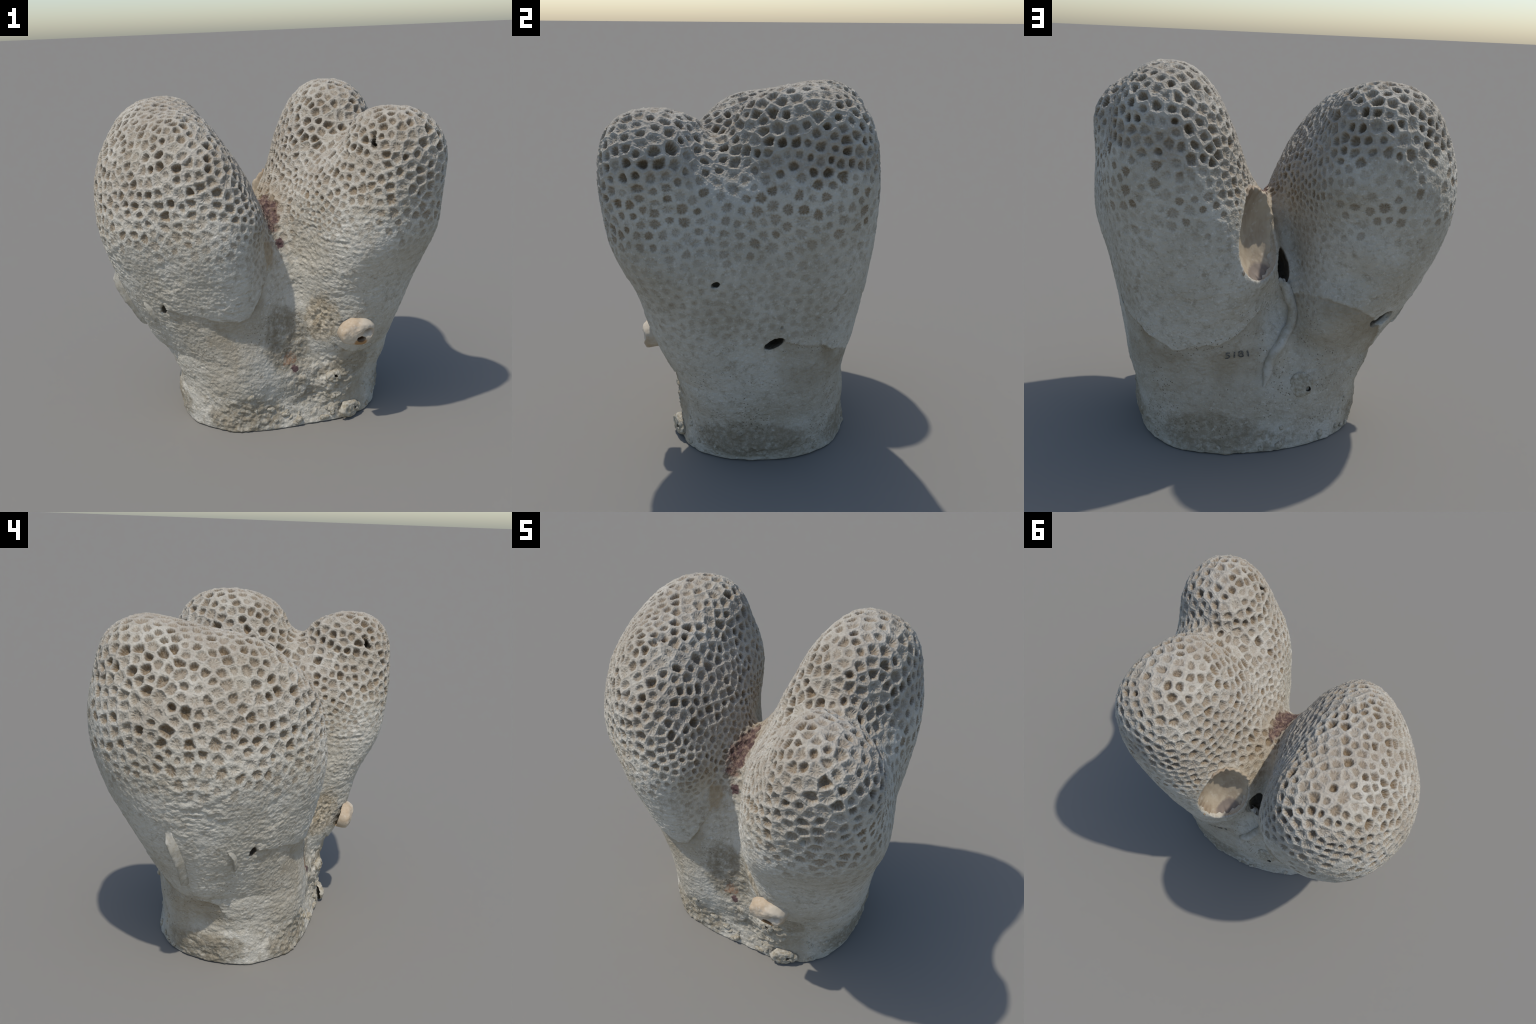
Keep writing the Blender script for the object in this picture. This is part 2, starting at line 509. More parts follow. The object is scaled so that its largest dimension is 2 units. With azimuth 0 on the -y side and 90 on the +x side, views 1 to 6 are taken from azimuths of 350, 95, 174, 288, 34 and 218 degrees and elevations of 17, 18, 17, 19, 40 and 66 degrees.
def build_body():
    P, Q = surface_net()
    P, N = project(P, 3)
    seeds = spread_seeds(P, N)
    P, Q = refine(P, Q)
    P, Q = refine(P, Q)
    P, N = project(P, 2)
    f = limbs(P)
    names = ["paddle", "tall", "front", "stem"]
    region = np.stack([f[k] for k in names], 1).argmin(1)

    x, y, z = P.T
    side = sstep(-0.10, 0.55, N[:, 0] * 0.75 * (x > 0) + N[:, 1] * 0.75)       # worn east and back faces
    warp = 0.12 * fbm(P, 0.35, 3, 5)
    su, sv, sw = socket_space(P)
    socket = 1 - sstep(1.0, 1.25, np.sqrt((su / 0.16) ** 2 + (sv / 0.225) ** 2 + (sw / 0.15) ** 2))

    # ---- cups -------------------------------------------------------------
    hi = z > 0.7
    ids = np.zeros((len(P), 2), np.int64); d = np.full((len(P), 2), 1.0)
    ids[hi], d[hi] = nearest(seeds, P[hi], 2)
    t = 2 * d[:, 0] / (d[:, 0] + d[:, 1])                  # 0 in the middle, 1 on the wall
    rnd = RNG.random((len(seeds), 4))
    r = rnd[ids[:, 0]]
    jag = 0.05 * noise(P, 0.05, 81)
    east = (x > 0.15) & (region != 0)
    f0, f1 = np.where(east, 1.22, 1.12), np.where(east, 1.62, 1.52)
    deep = mix(sstep(f0, f1, z + warp), sstep(1.50, 1.68, z + warp + jag), side) * (1 - socket)       # where cups are open
    mark = mix(sstep(f0 - 0.16, f1 - 0.22, z + warp), sstep(0.95, 1.45, z + warp), side) * (1 - socket)   # where they show at all
    buried = side * (1 - deep) * sstep(0.15, 0.75, N[:, 1]) * (r[:, 1] < 0.5)       # cups plastered over on the back
    mark = mark * (1 - 0.60 * buried)
    dull = sstep(0.10, 0.50, fbm(P, 0.20, 2, 91)) * 0.55                    # patches worn flush
    pack = np.clip(d[:, 0] + d[:, 1], 0.036, 0.085)
    size = pack * (0.29 + 0.13 * r[:, 0]) * (1 - 0.06 * side)
    q = np.maximum(d[:, 0] / size, t * 1.10) * (1 + 0.16 * noise(P, 0.020, 83))
    cup = np.clip(1 - q ** 2.4, 0, 1) ** 0.85
    c = P - seeds[ids[:, 0]]
    e1 = np.cross(N, [0.31, 0.22, 0.93]); e1 /= np.maximum(np.linalg.norm(e1, axis=1), 1e-6)[:, None]
    e2 = np.cross(N, e1)
    ang = np.arctan2((c * e2).sum(1), (c * e1).sum(1))
    septa = np.cos(ang * np.round(8 + 4 * r[:, 1]) + 6 * r[:, 2]) * sstep(0.2, 0.5, q) * (1 - sstep(0.9, 1.25, q))
    filled = 1 - 0.75 * (((r[:, 0] * 7.3 + r[:, 2] * 3.1) % 1.0) < 0.26)                # some cups are choked with lime
    depth = filled * (0.013 + 0.023 * r[:, 3] ** 1.3) * deep * (1 - dull) + 0.0035 * mark
    depth *= pack / 0.066
    h = -depth * cup + 0.0026 * septa * mark * (0.6 + 0.4 * deep)
    h += (0.004 * deep + 0.001 * mark) * sstep(0.80, 1.05, t)               # raised walls
    h -= 0.007 * deep * side                                                # broken upper rim of the worn faces

    h += 0.0030 * deep * fbm(P, 0.028, 3, 57) * sstep(0.7, 1.1, q)            # gritty, chipped wall tops

    # ---- lips, crusts, holes and general roughness ---------------------------
    lip, below = growth_lips(P)
    h += lip
    front = sstep(-0.1, 0.7, -N[:, 1] * 0.8 - N[:, 0] * 0.5)
    h += 0.008 * fbm(P, 0.30, 2, 31)
    calm = 0.35 + 0.65 * sstep(-0.25, 0.30, fbm(P, 0.28, 2, 95))            # smooth and rough patches
    flake = calm * fbm(P * np.array([1, 1, 1.7]), 0.055, 3, 41)
    ridge = 0.55 - 1.6 * np.abs(fbm(P * np.array([1, 1, 1.6]), 0.045, 2, 47))
    h += mix(0.0022, 0.0075, front) * flake * (1 - 0.4 * deep) * (1 - socket)
    h += 0.0045 * calm * ridge * front * sstep(0.40, 0.95, z) * (1 - 0.6 * deep)
    h += 0.0018 * noise(P, 0.012, 51) + 0.0020 * fbm(P, 0.03, 2, 53) * (1 - front)
    h += 0.006 * sstep(0.20, 0.0, z) * fbm(P, 0.07, 2, 65)
    crust = np.zeros(len(P))
    knob = np.abs(fbm(P, 0.055, 2, 61))
    lump = fbm(P, 0.05, 3, 67)
    for cc, rr, amp in CRUSTS:
        b = ball(P, cc, rr, 0.6)
        h += b * amp * (0.45 * (1.0 - 2.2 * np.minimum(knob, 0.6)) + 0.9 * lump + 0.35 * fbm(P, 0.022, 2, 63))
        crust = np.maximum(crust, b)
    for cc, rr, dep in PINHOLES:
        dist = np.linalg.norm(P - np.array(cc), axis=1) * (1 + 0.15 * noise(P, 0.02, 85))
        h -= dep * (1 - sstep(0.35 * rr, rr, dist))

    under = sstep(-0.55, -0.85, N[:, 2]) * (z < 0.06)
    h *= 1 - under
    P2 = P + N * h[:, None]
    P2[:, 2] = np.maximum(P2[:, 2], 0.0)
    pit = (1 - sstep(0.75, 1.12, q)) * mark * (0.50 + 0.50 * r[:, 3]) * (1 - 0.5 * dull) * (0.35 + 0.65 * filled)
    pit = np.clip(pit + 0.20 * septa * mark, 0, 1)
    faint = (1 - sstep(0.5, 1.1, q)) * sstep(0.7, 0.8, z) * (1 - mark) * 0.35       # ghosts of buried cups
    pit = np.maximum(pit, faint * (1 - socket) * sstep(0.3, 0.8, N[:, 0]))
    return P2, N, Q, region, {"pit": pit, "older": below, "crust": crust, "crown": deep, "burrow": burrow_dark(P)}


# ----------------------------------------------------------------------------
# materials
# ----------------------------------------------------------------------------
class Nodes:
    """Thin wrapper that makes node wiring read as formulas."""
    def __init__(self, name):
        self.mat = bpy.data.materials.new(name)
        self.mat.use_nodes = True
        self.t = self.mat.node_tree
        self.t.nodes.clear()
        self.co = self.t.nodes.new("ShaderNodeTexCoord").outputs["Object"]

    def new(self, kind, **props):
        n = self.t.nodes.new(kind)
        for k, v in props.items():
            setattr(n, k, v)
        return n

    def put(self, sock, v):
        if isinstance(v, bpy.types.NodeSocket):
            self.t.links.new(v, sock)
        elif isinstance(v, (tuple, list)) and sock.type == "RGBA" and len(v) == 3:
            sock.default_value = (*v, 1)
        else:
            sock.default_value = v

    def noise(self, scale, detail=4, rough=0.55, stretch=None, distort=0.0):
        n = self.new("ShaderNodeTexNoise")
        co = self.co
        if stretch:
            m = self.new("ShaderNodeMapping")
            m.inputs["Scale"].default_value = stretch
            self.put(m.inputs["Vector"], co)
            co = m.outputs[0]
        self.put(n.inputs["Vector"], co)
        n.inputs["Scale"].default_value = scale
        n.inputs["Detail"].default_value = detail
        n.inputs["Roughness"].default_value = rough
        n.inputs["Distortion"].default_value = distort
        return n.outputs[0]

    def voronoi(self, scale, feature="F1"):
        n = self.new("ShaderNodeTexVoronoi", feature=feature)
        self.put(n.inputs["Vector"], self.co)
        n.inputs["Scale"].default_value = scale
        return n.outputs["Distance"]

    def math(self, op, a, b=0.0, c=0.0):
        n = self.new("ShaderNodeMath", operation=op)
        for s, v in zip(n.inputs, (a, b, c)):
            self.put(s, v)
        return n.outputs[0]

    def remap(self, v, a, b, lo=0.0, hi=1.0):
        n = self.new("ShaderNodeMapRange", interpolation_type="SMOOTHSTEP")
        for s, w in zip(n.inputs, (v, a, b, lo, hi)):
            self.put(s, w)
        return n.outputs[0]

    def mix(self, fac, a, b, blend="MIX"):
        n = self.new("ShaderNodeMix", data_type="RGBA", blend_type=blend)
        self.put(n.inputs[0], fac)
        self.put(n.inputs[6], a)
        self.put(n.inputs[7], b)
        return n.outputs[2]

    def blob(self, centre, radius, rough=0.35, scale=14.0):
        """Mask: a ragged ball (or ellipsoid) of stain round a centre."""
        m = self.new("ShaderNodeVectorMath", operation="SUBTRACT")
        self.put(m.inputs[0], self.co)
        m.inputs[1].default_value = centre
        d = self.new("ShaderNodeVectorMath", operation="DIVIDE")
        self.put(d.inputs[0], m.outputs[0])
        d.inputs[1].default_value = radius if isinstance(radius, tuple) else (radius,) * 3
        l = self.new("ShaderNodeVectorMath", operation="LENGTH")
        self.put(l.inputs[0], d.outputs[0])
        wob = self.math("MULTIPLY_ADD", self.noise(scale, 5, 0.65), rough * 2, -rough)
        return self.remap(self.math("ADD", l.outputs["Value"], wob), 0.7, 1.0, 1.0, 0.0)

    def attribute(self, name):
        n = self.new("ShaderNodeAttribute", attribute_name=name)
        return n.outputs["Fac"]

    def xyz(self):
        n = self.new("ShaderNodeSeparateXYZ")
        self.put(n.inputs[0], self.co)
        return n.outputs

    def finish(self, colour, rough=0.9, bump=None, strength=0.4, distance=0.01, specular=0.15):
        b = self.new("ShaderNodeBsdfPrincipled")
        self.put(b.inputs["Base Color"], colour)
        self.put(b.inputs["Roughness"], rough)
        b.inputs["Specular IOR Level"].default_value = specular
        if bump is not None:
            n = self.new("ShaderNodeBump")
            n.inputs["Strength"].default_value = strength
            n.inputs["Distance"].default_value = distance
            self.put(n.inputs["Height"], bump)
            self.put(b.inputs["Normal"], n.outputs[0])
        o = self.new("ShaderNodeOutputMaterial")
        self.put(o.inputs["Surface"], b.outputs[0])
        return self.mat


def coral_material():
    m = Nodes("bleached_coral")
    pale = m.mix(m.remap(m.noise(3.0, 5, 0.6), 0.35, 0.68), (0.555, 0.522, 0.445), (0.455, 0.415, 0.335))
    pale = m.mix(m.remap(m.noise(22, 7, 0.75), 0.47, 0.70, 0, 0.75), pale, (0.30, 0.255, 0.185))
    pale = m.mix(m.remap(m.noise(52, 3, 0.6), 0.55, 0.72, 0, 0.55), pale, (0.66, 0.63, 0.56))
    # grimy patches round the foot
    for centre, size in (((-0.22, -0.42, 0.08), (0.30, 0.20, 0.16)), ((0.70, 0.05, 0.14), (0.20, 0.34, 0.13)), ((-0.56, 0.05, 0.10), (0.18, 0.30, 0.12)),
                         ((0.06, -0.36, 0.55), (0.17, 0.14, 0.26)), ((0.30, 0.50, 0.12), (0.30, 0.20, 0.14)), ((0.47, -0.38, 0.36), (0.13, 0.12, 0.10))):
        grime = m.math("MULTIPLY", m.blob(centre, size, 0.45, 9), m.remap(m.noise(34, 5, 0.7), 0.35, 0.62, 0.25, 0.85))
        pale = m.mix(grime, pale, (0.235, 0.20, 0.14))
    # the older stem under the growth lips is browner and peppered with pores
    old = m.math("MULTIPLY", m.attribute("older"), m.remap(m.noise(5, 4, 0.6), 0.3, 0.6, 0.6, 1.0))
    col = m.mix(old, pale, m.mix(m.noise(30, 5, 0.7), (0.225, 0.18, 0.115), (0.41, 0.35, 0.255)))
    pores = m.math("MULTIPLY", m.remap(m.voronoi(62), 0.16, 0.26, 1.0, 0.0), m.remap(m.noise(6.5, 3, 0.5), 0.50, 0.60))
    pores = m.math("MULTIPLY", pores, m.blob((0.1, 0.1, 0.45), (1.0, 0.8, 0.65), 0.1, 4))
    col = m.mix(m.math("MULTIPLY", pores, 0.75), col, (0.10, 0.075, 0.045))
    # crusted patches: cream and ochre
    cr = m.math("MULTIPLY", m.attribute("crust"), m.remap(m.noise(18, 5, 0.65), 0.4, 0.62))
    col = m.mix(m.math("MULTIPLY", cr, 0.75), col, m.mix(m.noise(12, 3, 0.6), (0.17, 0.135, 0.085), (0.33, 0.285, 0.21)))
    cream = m.blob((0.25, -0.43, 0.68), (0.13, 0.14, 0.19), 0.5, 18)
    col = m.mix(m.math("MULTIPLY", cream, 0.6), col, m.mix(m.remap(m.noise(38, 4, 0.6), 0.4, 0.6), (0.60, 0.50, 0.36), (0.25, 0.19, 0.11)))
    tan = m.blob((0.04, 0.10, 1.20), (0.15, 0.34, 0.26), 0.35, 8)
    col = m.mix(m.math("MULTIPLY", tan, 0.55), col, (0.40, 0.315, 0.205))
    streak = m.blob((-0.03, -0.27, 1.06), (0.05, 0.09, 0.12), 0.6, 22)
    col = m.mix(m.math("MULTIPLY", streak, 0.6), col, (0.36, 0.26, 0.14))
    # weathered crowns: greyish-brown film over the cup walls
    film = m.math("MULTIPLY", m.attribute("crown"), m.remap(m.noise(4.5, 5, 0.65), 0.30, 0.62, 0.25, 0.85))
    film = m.math("MULTIPLY", film, m.remap(m.noise(42, 4, 0.7), 0.35, 0.6, 0.55, 1.0))
    col = m.mix(film, col, (0.345, 0.300, 0.240))
    # cup floors hold brown dirt
    floor = m.math("MULTIPLY", m.attribute("pit"), m.remap(m.noise(85, 3, 0.7), 0.25, 0.7, 0.65, 1.0))
    col = m.mix(floor, col, m.mix(m.noise(9, 2, 0.5), (0.13, 0.088, 0.046), (0.26, 0.182, 0.100)))
    # dried purple-brown algae in the fork, rust on the stem front
    algae = m.blob((0.03, -0.06, 1.25), (0.075, 0.20, 0.13), 0.65, 17)
    col = m.mix(algae, col, m.mix(m.remap(m.noise(45, 4, 0.7), 0.4, 0.65), (0.11, 0.068, 0.062), (0.27, 0.19, 0.14)))
    for centre, size in (((0.062, -0.225, 1.11), 0.035), ((0.099, -0.37, 0.365), 0.028)):
        col = m.mix(m.blob(centre, size, 0.9, 40), col, (0.12, 0.075, 0.07))
    rust = m.blob((0.075, -0.36, 0.425), (0.05, 0.06, 0.05), 0.9, 26)
    col = m.mix(m.math("MULTIPLY", rust, m.remap(m.noise(48, 4, 0.7), 0.4, 0.6, 0.25, 0.9)), col, (0.27, 0.15, 0.085))
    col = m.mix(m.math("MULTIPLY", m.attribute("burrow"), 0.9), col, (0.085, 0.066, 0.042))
    bump = m.math("ADD", m.noise(120, 4, 0.65), m.math("MULTIPLY", m.noise(45, 4, 0.6), 1.5))
    return m.finish(col, 0.92, bump, 0.7, 0.007)


def shell_material():
    m = Nodes("oyster_nacre")
    col = m.mix(m.remap(m.noise(7, 4, 0.6, (1, 1, 0.45)), 0.35, 0.65), (0.46, 0.385, 0.28), (0.30, 0.225, 0.15))
    col = m.mix(m.remap(m.noise(30, 4, 0.6), 0.55, 0.75, 0, 0.6), col, (0.55, 0.50, 0.42))
    col = m.mix(m.blob((0.06, 0.50, 0.98), (0.08, 0.09, 0.09), 0.4, 10), col, (0.22, 0.175, 0.14))
    return m.finish(col, 0.6, m.noise(35, 5, 0.6), 0.35, 0.006, 0.3)


def barnacle_material():
    m = Nodes("barnacle_shell")
    col = m.mix(m.remap(m.noise(11, 4, 0.6), 0.35, 0.65), (0.55, 0.47, 0.36), (0.43, 0.325, 0.215))
    col = m.mix(m.remap(m.noise(40, 4, 0.65), 0.55, 0.75, 0, 0.6), col, (0.60, 0.54, 0.45))
    col = m.mix(m.blob((0.455, -0.585, 0.565), (0.07, 0.06, 0.035), 0.4, 20), col, (0.36, 0.20, 0.08))
    col = m.mix(m.attribute("hole"), col, (0.115, 0.060, 0.028))
    return m.finish(col, 0.65, m.noise(60, 4, 0.6), 0.3, 0.004, 0.3)


def limy_material():
    m = Nodes("limy_tube")
    col = m.mix(m.remap(m.noise(14, 5, 0.65), 0.35, 0.65), (0.475, 0.45, 0.39), (0.36, 0.325, 0.255))
    col = m.mix(m.remap(m.noise(50, 4, 0.65), 0.5, 0.75, 0, 0.6), col, (0.26, 0.22, 0.155))
    col = m.mix(m.attribute("hole"), col, (0.06, 0.045, 0.03))
    return m.finish(col, 0.85, m.noise(80, 4, 0.6), 0.4, 0.004)


def crusty_material(grain):
    m = Nodes("crusty_lime")
    col = m.mix(m.remap(m.noise(grain, 5, 0.7), 0.35, 0.65), (0.46, 0.42, 0.34), (0.27, 0.23, 0.16))
    col = m.mix(m.attribute("hole"), col, (0.05, 0.036, 0.022))
    return m.finish(col, 0.9, m.noise(3 * grain, 5, 0.7), 0.5, 0.005)


def ink_material():
    m = Nodes("faded_ink")
    return m.finish(m.mix(m.remap(m.noise(90, 3, 0.6), 0.4, 0.7), (0.07, 0.07, 0.07), (0.20, 0.185, 0.155)), 0.8)


# ----------------------------------------------------------------------------
# assembling objects
# ----------------------------------------------------------------------------
def mesh_from(name, P, faces, mat, normals=None, floats=None, smooth=True):
    me = bpy.data.meshes.new(name)
    faces = np.asarray(faces)
    me.vertices.add(len(P))
    me.vertices.foreach_set("co", np.ascontiguousarray(P, np.float32).ravel())
    k = faces.shape[1]
    me.loops.add(faces.size)
    me.loops.foreach_set("vertex_index", faces.astype(np.int32).ravel())
    me.polygons.add(len(faces))
    me.polygons.foreach_set("loop_start", np.arange(0, faces.size, k, dtype=np.int32))
    me.update(calc_edges=True)
    me.polygons.foreach_set("use_smooth", np.full(len(faces), smooth))
    for key, val in (floats or {}).items():
        a = me.attributes.new(key, "FLOAT", "POINT")
        a.data.foreach_set("value", np.ascontiguousarray(val, np.float32))
    me.materials.append(mat)
    if normals is not None:
        me.normals_split_custom_set_from_vertices(np.ascontiguousarray(normals, np.float32))
    ob = bpy.data.objects.new(name, me)
    bpy.context.scene.collection.objects.link(ob)
    return ob


def on_body(p):
    """Nearest point of the smooth body to p, with its outward normal."""
    P, N = project(np.array([p], float), 6)
    return P[0], N[0]


def frame(n, up=(0, 0, 1)):
    n = unit(n)
    e1 = unit(np.cross(up, n))
    return e1, np.cross(n, e1), n


def grid_faces(rows, cols, wrap=True):
    f = []
    for i in range(rows - 1):
        for j in range(cols if wrap else cols - 1):
            k = (j + 1) % cols
            f.append((i * cols + j, i * cols + k, (i + 1) * cols + k, (i + 1) * cols + j))
    return f


def shell_cup(mat):
    """Open oyster valve: a shallow bowl with a ragged, thick rim."""
    ring, steps = 200, 26
    a = np.linspace(0, 2 * np.pi, ring, endpoint=False)
    rw, rl, rd = SOCKET_R
    edge = np.c_[np.cos(a), np.sin(a), np.zeros(ring)]
    ragged = 1 + 0.07 * fbm(edge * 1.0, 0.30, 3, 7) + 0.045 * noise(edge, 0.09, 9)
    lift = 0.022 * fbm(edge, 0.5, 3, 12) + 0.008 * noise(edge, 0.10, 19)
    pts = []

    def layer(s, depth_scale, widen):
        # s: 1 at the rim, 0 at the floor's middle
        depth = -rd * depth_scale * (1 - s ** 2.6)
        k = s * (1 + (ragged - 1) * s ** 10) + widen
        fold = lift * s ** 10
        floor = 0.006 * fbm(np.c_[np.cos(a) * s, np.sin(a) * s, np.full(ring, 3.0)], 0.5, 2, 14)
        pts.append(np.c_[np.cos(a) * rw * k, np.sin(a) * rl * k, depth + fold + floor])

    for s in np.linspace(0.0002, 1.0, steps) ** 0.8:
        layer(s, 1.0, 0.0)
    pts.append(pts[-1] + np.c_[np.cos(a) * 0.006, np.sin(a) * 0.006, np.full(ring, 0.003)])
    for s in np.linspace(1.0, 0.0002, steps):
        layer(s, 1.25, 0.085 * s)
        pts[-1][:, 2] -= 0.004
    P = np.concatenate(pts)
    P = SOCKET_C + P[:, :1] * SOCKET_W + P[:, 1:2] * SOCKET_L + P[:, 2:] * SOCKET_N
    return mesh_from("oyster_shell", P, grid_faces(len(pts), ring), mat)


def barnacle(name, place, normal, radii, height, mat, hole=0.3, shift=(0.0, 0.0), sink=0.02, seed=1, dimple=None, power=2.6, up=(0, 0, 1), hole_depth=0.8, rough=0.10):
    """A limpet-like mound with an open mouth; radii across and up, mouth as a share of them."""
    ring, steps = 72, 40
    e1, e2, n = frame(normal, up)
    a = np.linspace(0, 2 * np.pi, ring, endpoint=False)
    pts, dark = [], []
    profile = []
    for k in np.linspace(1.0, hole + 0.10, steps):                         # outer wall
        profile.append((k, (1 - k ** power) ** (1 / power) if k < 1 else 0.0, 0.0))
    top = profile[-1][1]
    profile += [(hole + 0.05, top + 0.03, 0.0), (hole, top + 0.01, 0.25)]      # lip
    for t in np.linspace(0.08, 1.0, 14):                                     # throat
        profile.append((hole * (1 - 0.35 * t ** 3) * (1 if t < 1 else 0.03), top - hole_depth * t, min(1, 0.4 + 1.2 * t)))
    for k, z, d in profile:
        off = (1 - k) if k > hole else 1 - hole
        u = radii[0] * (np.cos(a) * k + shift[0] * off)
        v = radii[1] * (np.sin(a) * k + shift[1] * off)
        w = np.full(ring, height * z - sink)
        dk = np.full(ring, d)
        if dimple:
            du, dv, dr, dd = dimple
            g = np.exp(-((u / radii[0] - du) ** 2 + ((v / radii[1] - dv) * 1.4) ** 2) / dr ** 2)
            w -= dd * height * g * (d == 0)
            dk = np.maximum(dk, 0.55 * g ** 3)
        pts.append(np.array(place) + np.outer(u, e1) + np.outer(v, e2) + np.outer(w, n))
        dark.append(dk)
    P = np.concatenate(pts)
    amp = rough * min(radii)
    for k in range(3):
        P[:, k] += amp * fbm(P, 0.9 * min(radii) + 0.01, 3, seed * 7 + k) + 0.35 * amp * fbm(P, 0.22 * min(radii) + 0.004, 2, seed * 5 + k)
    P[:, 2] = np.maximum(P[:, 2], 0.001)
    return mesh_from(name, P, grid_faces(len(pts), ring), mat, floats={"hole": np.concatenate(dark)})


def tube_along(name, path, radius, mat, bury=0.3, seed=3, squash=1.0, flat_ends=True):
    """A limy tube creeping over the body along a path of rough anchor points."""
    path = np.array(path, float)
    t = np.linspace(0, len(path) - 1, len(path) * 7)
    C = np.stack([np.interp(t, np.arange(len(path)), path[:, k]) for k in range(3)], 1)
    for _ in range(6):
        C[1:-1] = (C[:-2] + 2 * C[1:-1] + C[2:]) / 4
    C, N = project(C, 5)
    T = np.gradient(C, axis=0); T /= np.linalg.norm(T, axis=1)[:, None]
    B = np.cross(T, N); B /= np.linalg.norm(B, axis=1)[:, None]
    s = np.linspace(0, 1, len(C))
    r = radius * (1 + 0.10 * noise(C, 0.06, seed)) * np.minimum(1, sstep(-0.06, 0.05, s) * 1.0) * (0.15 + 0.85 * sstep(1.02, 0.86, s))
    a = np.linspace(0, 2 * np.pi, 28, endpoint=False)
    P = (C[:, None, :] + N[:, None, :] * (r * (1 - 2 * bury))[:, None, None]
         + (B[:, None, :] * np.cos(a)[None, :, None] + N[:, None, :] * squash * np.sin(a)[None, :, None]) * r[:, None, None]).reshape(-1, 3)
    P += 0.0025 * np.stack([fbm(P, 0.03, 2, seed + k) for k in range(3)], 1)
    return mesh_from(name, P, grid_faces(len(C), 28), mat, floats={"hole": np.zeros(len(P))})


def fin_along(name, path, height, width, mat, lean=(0, 0, 0), seed=5):
    """A broken shell edge standing out of the body: a thin ragged wedge along a path."""
    path = np.array(path, float)
    t = np.linspace(0, len(path) - 1, 60)
    C = np.stack([np.interp(t, np.arange(len(path)), path[:, k]) for k in range(3)], 1)
    for _ in range(5):
        C[1:-1] = (C[:-2] + 2 * C[1:-1] + C[2:]) / 4
    C, N = project(C, 5)
    T = np.gradient(C, axis=0); T /= np.linalg.norm(T, axis=1)[:, None]
    B = np.cross(T, N)
    s = np.linspace(0, 1, len(C))
    env = sstep(0, 0.15, s) * sstep(1, 0.7, s)
    hgt = height * env * (1 + 0.30 * fbm(C, 0.05, 3, seed)) + 0.002
    D = N + np.array(lean)
    section = [(-1.0, -0.6), (-0.55, 0.25), (-0.22, 0.80), (-0.08, 1.0), (0.10, 0.97), (0.20, 0.70), (0.35, 0.15), (0.5, -0.6)]
    P = np.concatenate([C + B * (width * u) + D * (hgt * v)[:, None] for u, v in section])
    P = P.reshape(len(section), len(C), 3).transpose(1, 0, 2).reshape(-1, 3)
    P += 0.002 * np.stack([fbm(P, 0.025, 2, seed + k) for k in range(3)], 1)
    return mesh_from(name, P, grid_faces(len(C), len(section)), mat, floats={"hole": np.zeros(len(P))})


def nodule_mesh(seed, mat):
    ring, rows = 20, 12
    pts = []
    for th in np.linspace(0.02, np.pi - 0.02, rows):
        a = np.linspace(0, 2 * np.pi, ring, endpoint=False)
        pts.append(np.c_[np.sin(th) * np.cos(a), np.sin(th) * np.sin(a), np.full(ring, np.cos(th))])
    P = np.concatenate(pts)
    P *= (1 + 0.6 * fbm(P + seed * 9.1, 0.9, 3, seed))[:, None]
    ob = mesh_from("nodule", P, grid_faces(rows, ring), mat, floats={"hole": np.zeros(len(P))})
    return ob


def inked_number(mat):
    """Catalogue number written on the back of the stem, sunk onto the surface."""
    cu = bpy.data.curves.new("inked_number", "FONT")
    cu.body = "5181"
    cu.size = 0.058
    cu.space_character = 1.05
    cu.extrude = 0.0006
    cu.resolution_u = 3
    tmp = bpy.data.objects.new("inked_number", cu)
    bpy.context.scene.collection.objects.link(tmp)
    dg = bpy.context.evaluated_depsgraph_get()
    me = bpy.data.meshes.new_from_object(tmp.evaluated_get(dg))
    bpy.data.objects.remove(tmp)
    n = len(me.vertices)
    L = np.zeros(n * 3); me.vertices.foreach_get("co", L); L = L.reshape(-1, 3)
    right, upv = unit((-1.0, 0.0, 0.02)), np.array([0, 0, 1.0])
    width = L[:, 0].max()
    flat = np.array([0.152, 0.60, 0.545]) + np.outer((L[:, 0] - width / 2) * 0.140 / width, right) + np.outer(L[:, 1], upv)
    P, N = project(flat, 6)
    h, _ = growth_lips(P)
    P = P + N * (0.0065 + (L[:, 2] > 0) * 0.0012)[:, None]
    me.vertices.foreach_set("co", P.astype(np.float32).ravel())
    me.materials.clear(); me.materials.append(mat)
    ob = bpy.data.objects.new("inked_number", me)
    bpy.context.scene.collection.objects.link(ob)
    return ob


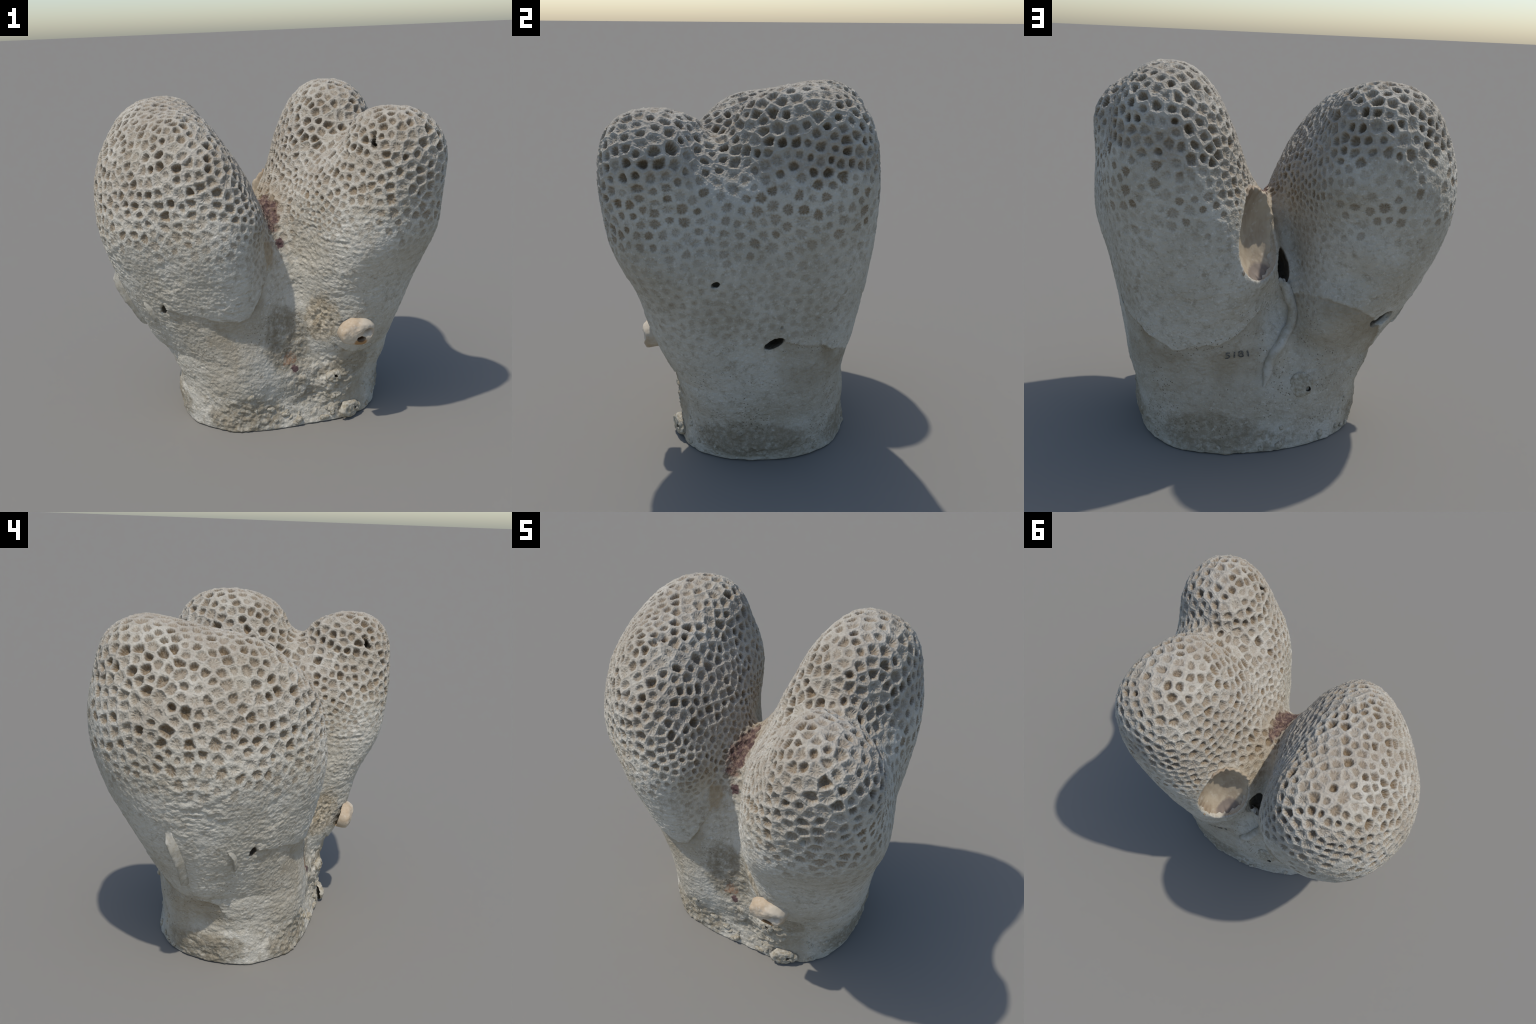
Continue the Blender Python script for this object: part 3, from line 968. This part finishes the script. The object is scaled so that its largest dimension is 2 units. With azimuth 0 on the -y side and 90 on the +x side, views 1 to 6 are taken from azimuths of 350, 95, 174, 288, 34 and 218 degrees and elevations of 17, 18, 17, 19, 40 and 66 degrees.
def main():
    root = bpy.data.objects.new("coral", None)
    bpy.context.scene.collection.objects.link(root)
    root["label"] = "bleached stony coral with forked pitted lobes on a stem"
    root["category"] = "coral"
    parts = []

    P, _, Q, region, masks = build_body()
    print("body", len(P), "verts", P.min(0), P.max(0))
    N = vertex_normals(P, Q)
    coral = coral_material()
    freg = region[Q[:, 0]]
    for k, nm in enumerate(["coral_lobe", "coral_lobe", "coral_lobe", "coral_stem"]):
        q = Q[freg == k]
        used, inv = np.unique(q, return_inverse=True)
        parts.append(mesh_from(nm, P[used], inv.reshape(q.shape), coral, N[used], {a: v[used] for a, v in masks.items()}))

    limy, shelly, crusty = limy_material(), barnacle_material(), crusty_material(34)
    parts.append(shell_cup(shell_material()))

    p, n = on_body((0.440, -0.47, 0.64))
    parts.append(barnacle("barnacle", p, (0.14, -0.96, -0.20), (0.110, 0.080), 0.085, shelly, hole=0.25, shift=(0.10, -0.45),
                          sink=0.010, seed=4, dimple=(0.50, 0.12, 0.26, 0.55), power=3.6, rough=0.12))
    p, n = on_body((0.339, -0.389, 0.294))
    parts.append(barnacle("barnacle", p, n + np.array([0.1, 0, 0.15]), (0.046, 0.040), 0.028, crusty, hole=0.24, shift=(0.25, 0.0), sink=0.006, seed=6, rough=0.28))
    p, n = on_body((0.440, -0.375, 0.055))
    parts.append(barnacle("barnacle", p, n + np.array([0.35, 0, 0.1]), (0.085, 0.052), 0.042, crusty, hole=0.17, shift=(0.2, 0.1), sink=0.006, seed=8, rough=0.30))
    p, n = on_body((-0.195, 0.50, 0.372))
    parts.append(barnacle("barnacle", p, n, (0.068, 0.068), 0.026, crusty, hole=0.21, shift=(0.55, -0.45), sink=0.006, seed=10, hole_depth=1.0))

    parts.append(tube_along("worm_tube", [(-0.061, 0.388, 0.954), (-0.083, 0.390, 0.905), (-0.103, 0.413, 0.844), (-0.114, 0.438, 0.769),
                                          (-0.115, 0.453, 0.704), (-0.098, 0.486, 0.646), (-0.069, 0.529, 0.601), (-0.043, 0.555, 0.549),
                                          (-0.024, 0.564, 0.496), (-0.014, 0.562, 0.445), (0.007, 0.558, 0.385)], 0.026, limy, bury=0.32))
    parts.append(fin_along("shell_fragment", [(-0.905, 0.120, 0.935), (-0.870, 0.090, 0.850), (-0.812, 0.077, 0.735), (-0.726, 0.083, 0.600), (-0.70, 0.10, 0.565)],
                           0.038, 0.034, limy, lean=(0, 0.25, 0), seed=5))
    parts.append(fin_along("shell_fragment", [(-0.750, -0.150, 0.820), (-0.715, -0.176, 0.765), (-0.690, -0.175, 0.710), (-0.668, -0.160, 0.660)],
                           0.024, 0.026, limy, lean=(0, 0.2, 0), seed=15))

    # nodules: limy knobs strewn along the foot, thickest at the front
    knobby = crusty_material(1.6)
    kinds = [nodule_mesh(k, knobby) for k in (1, 2, 3, 4)]
    rng = np.random.default_rng(7)
    spots = [(0.123, -0.415, 0.082), (-0.052, -0.409, 0.124), (0.046, -0.416, 0.105), (0.184, -0.412, 0.143), (0.366, -0.39, 0.164), (0.277, -0.403, 0.171),
             (0.136, 0.553, 0.012), (0.02, 0.55, 0.015), (0.23, 0.54, 0.012), (-0.30, 0.42, 0.03), (-0.40, 0.34, 0.05), (-0.44, 0.30, 0.20), (-0.42, 0.33, 0.13)]
    angles = np.concatenate([rng.uniform(-115, -20, 30), rng.uniform(40, 170, 14)])
    for a in np.radians(angles):
        spots.append((0.08 + 0.62 * math.cos(a), 0.05 + 0.5 * math.sin(a), abs(rng.normal(0, 0.11)) + 0.004))
    spots, nrm = project(np.array(spots), 10)
    for i, (p, n) in enumerate(zip(spots, nrm)):
        src = kinds[i % 4]
        ob = src if i < 4 else src.copy()
        if i >= 4:
            bpy.context.scene.collection.objects.link(ob)
        r = float(rng.uniform(0.010, 0.021))
        e1, e2, e3 = frame(n)
        R = Matrix((Vector(e1), Vector(e2), Vector(e3))).transposed().to_4x4() @ Matrix.Rotation(float(rng.uniform(0, 6.28)), 4, "Z")
        z = max(p[2], r * 1.6)
        p = p - n * r * 0.35
        ob.matrix_world = Matrix.Translation(Vector((p[0], p[1], z))) @ R @ Matrix.Diagonal((r * 1.3, r, r * float(rng.uniform(0.7, 1.1)), 1))
        parts.append(ob)

    parts.append(inked_number(ink_material()))
    for ob in parts:
        ob.parent = root


main()
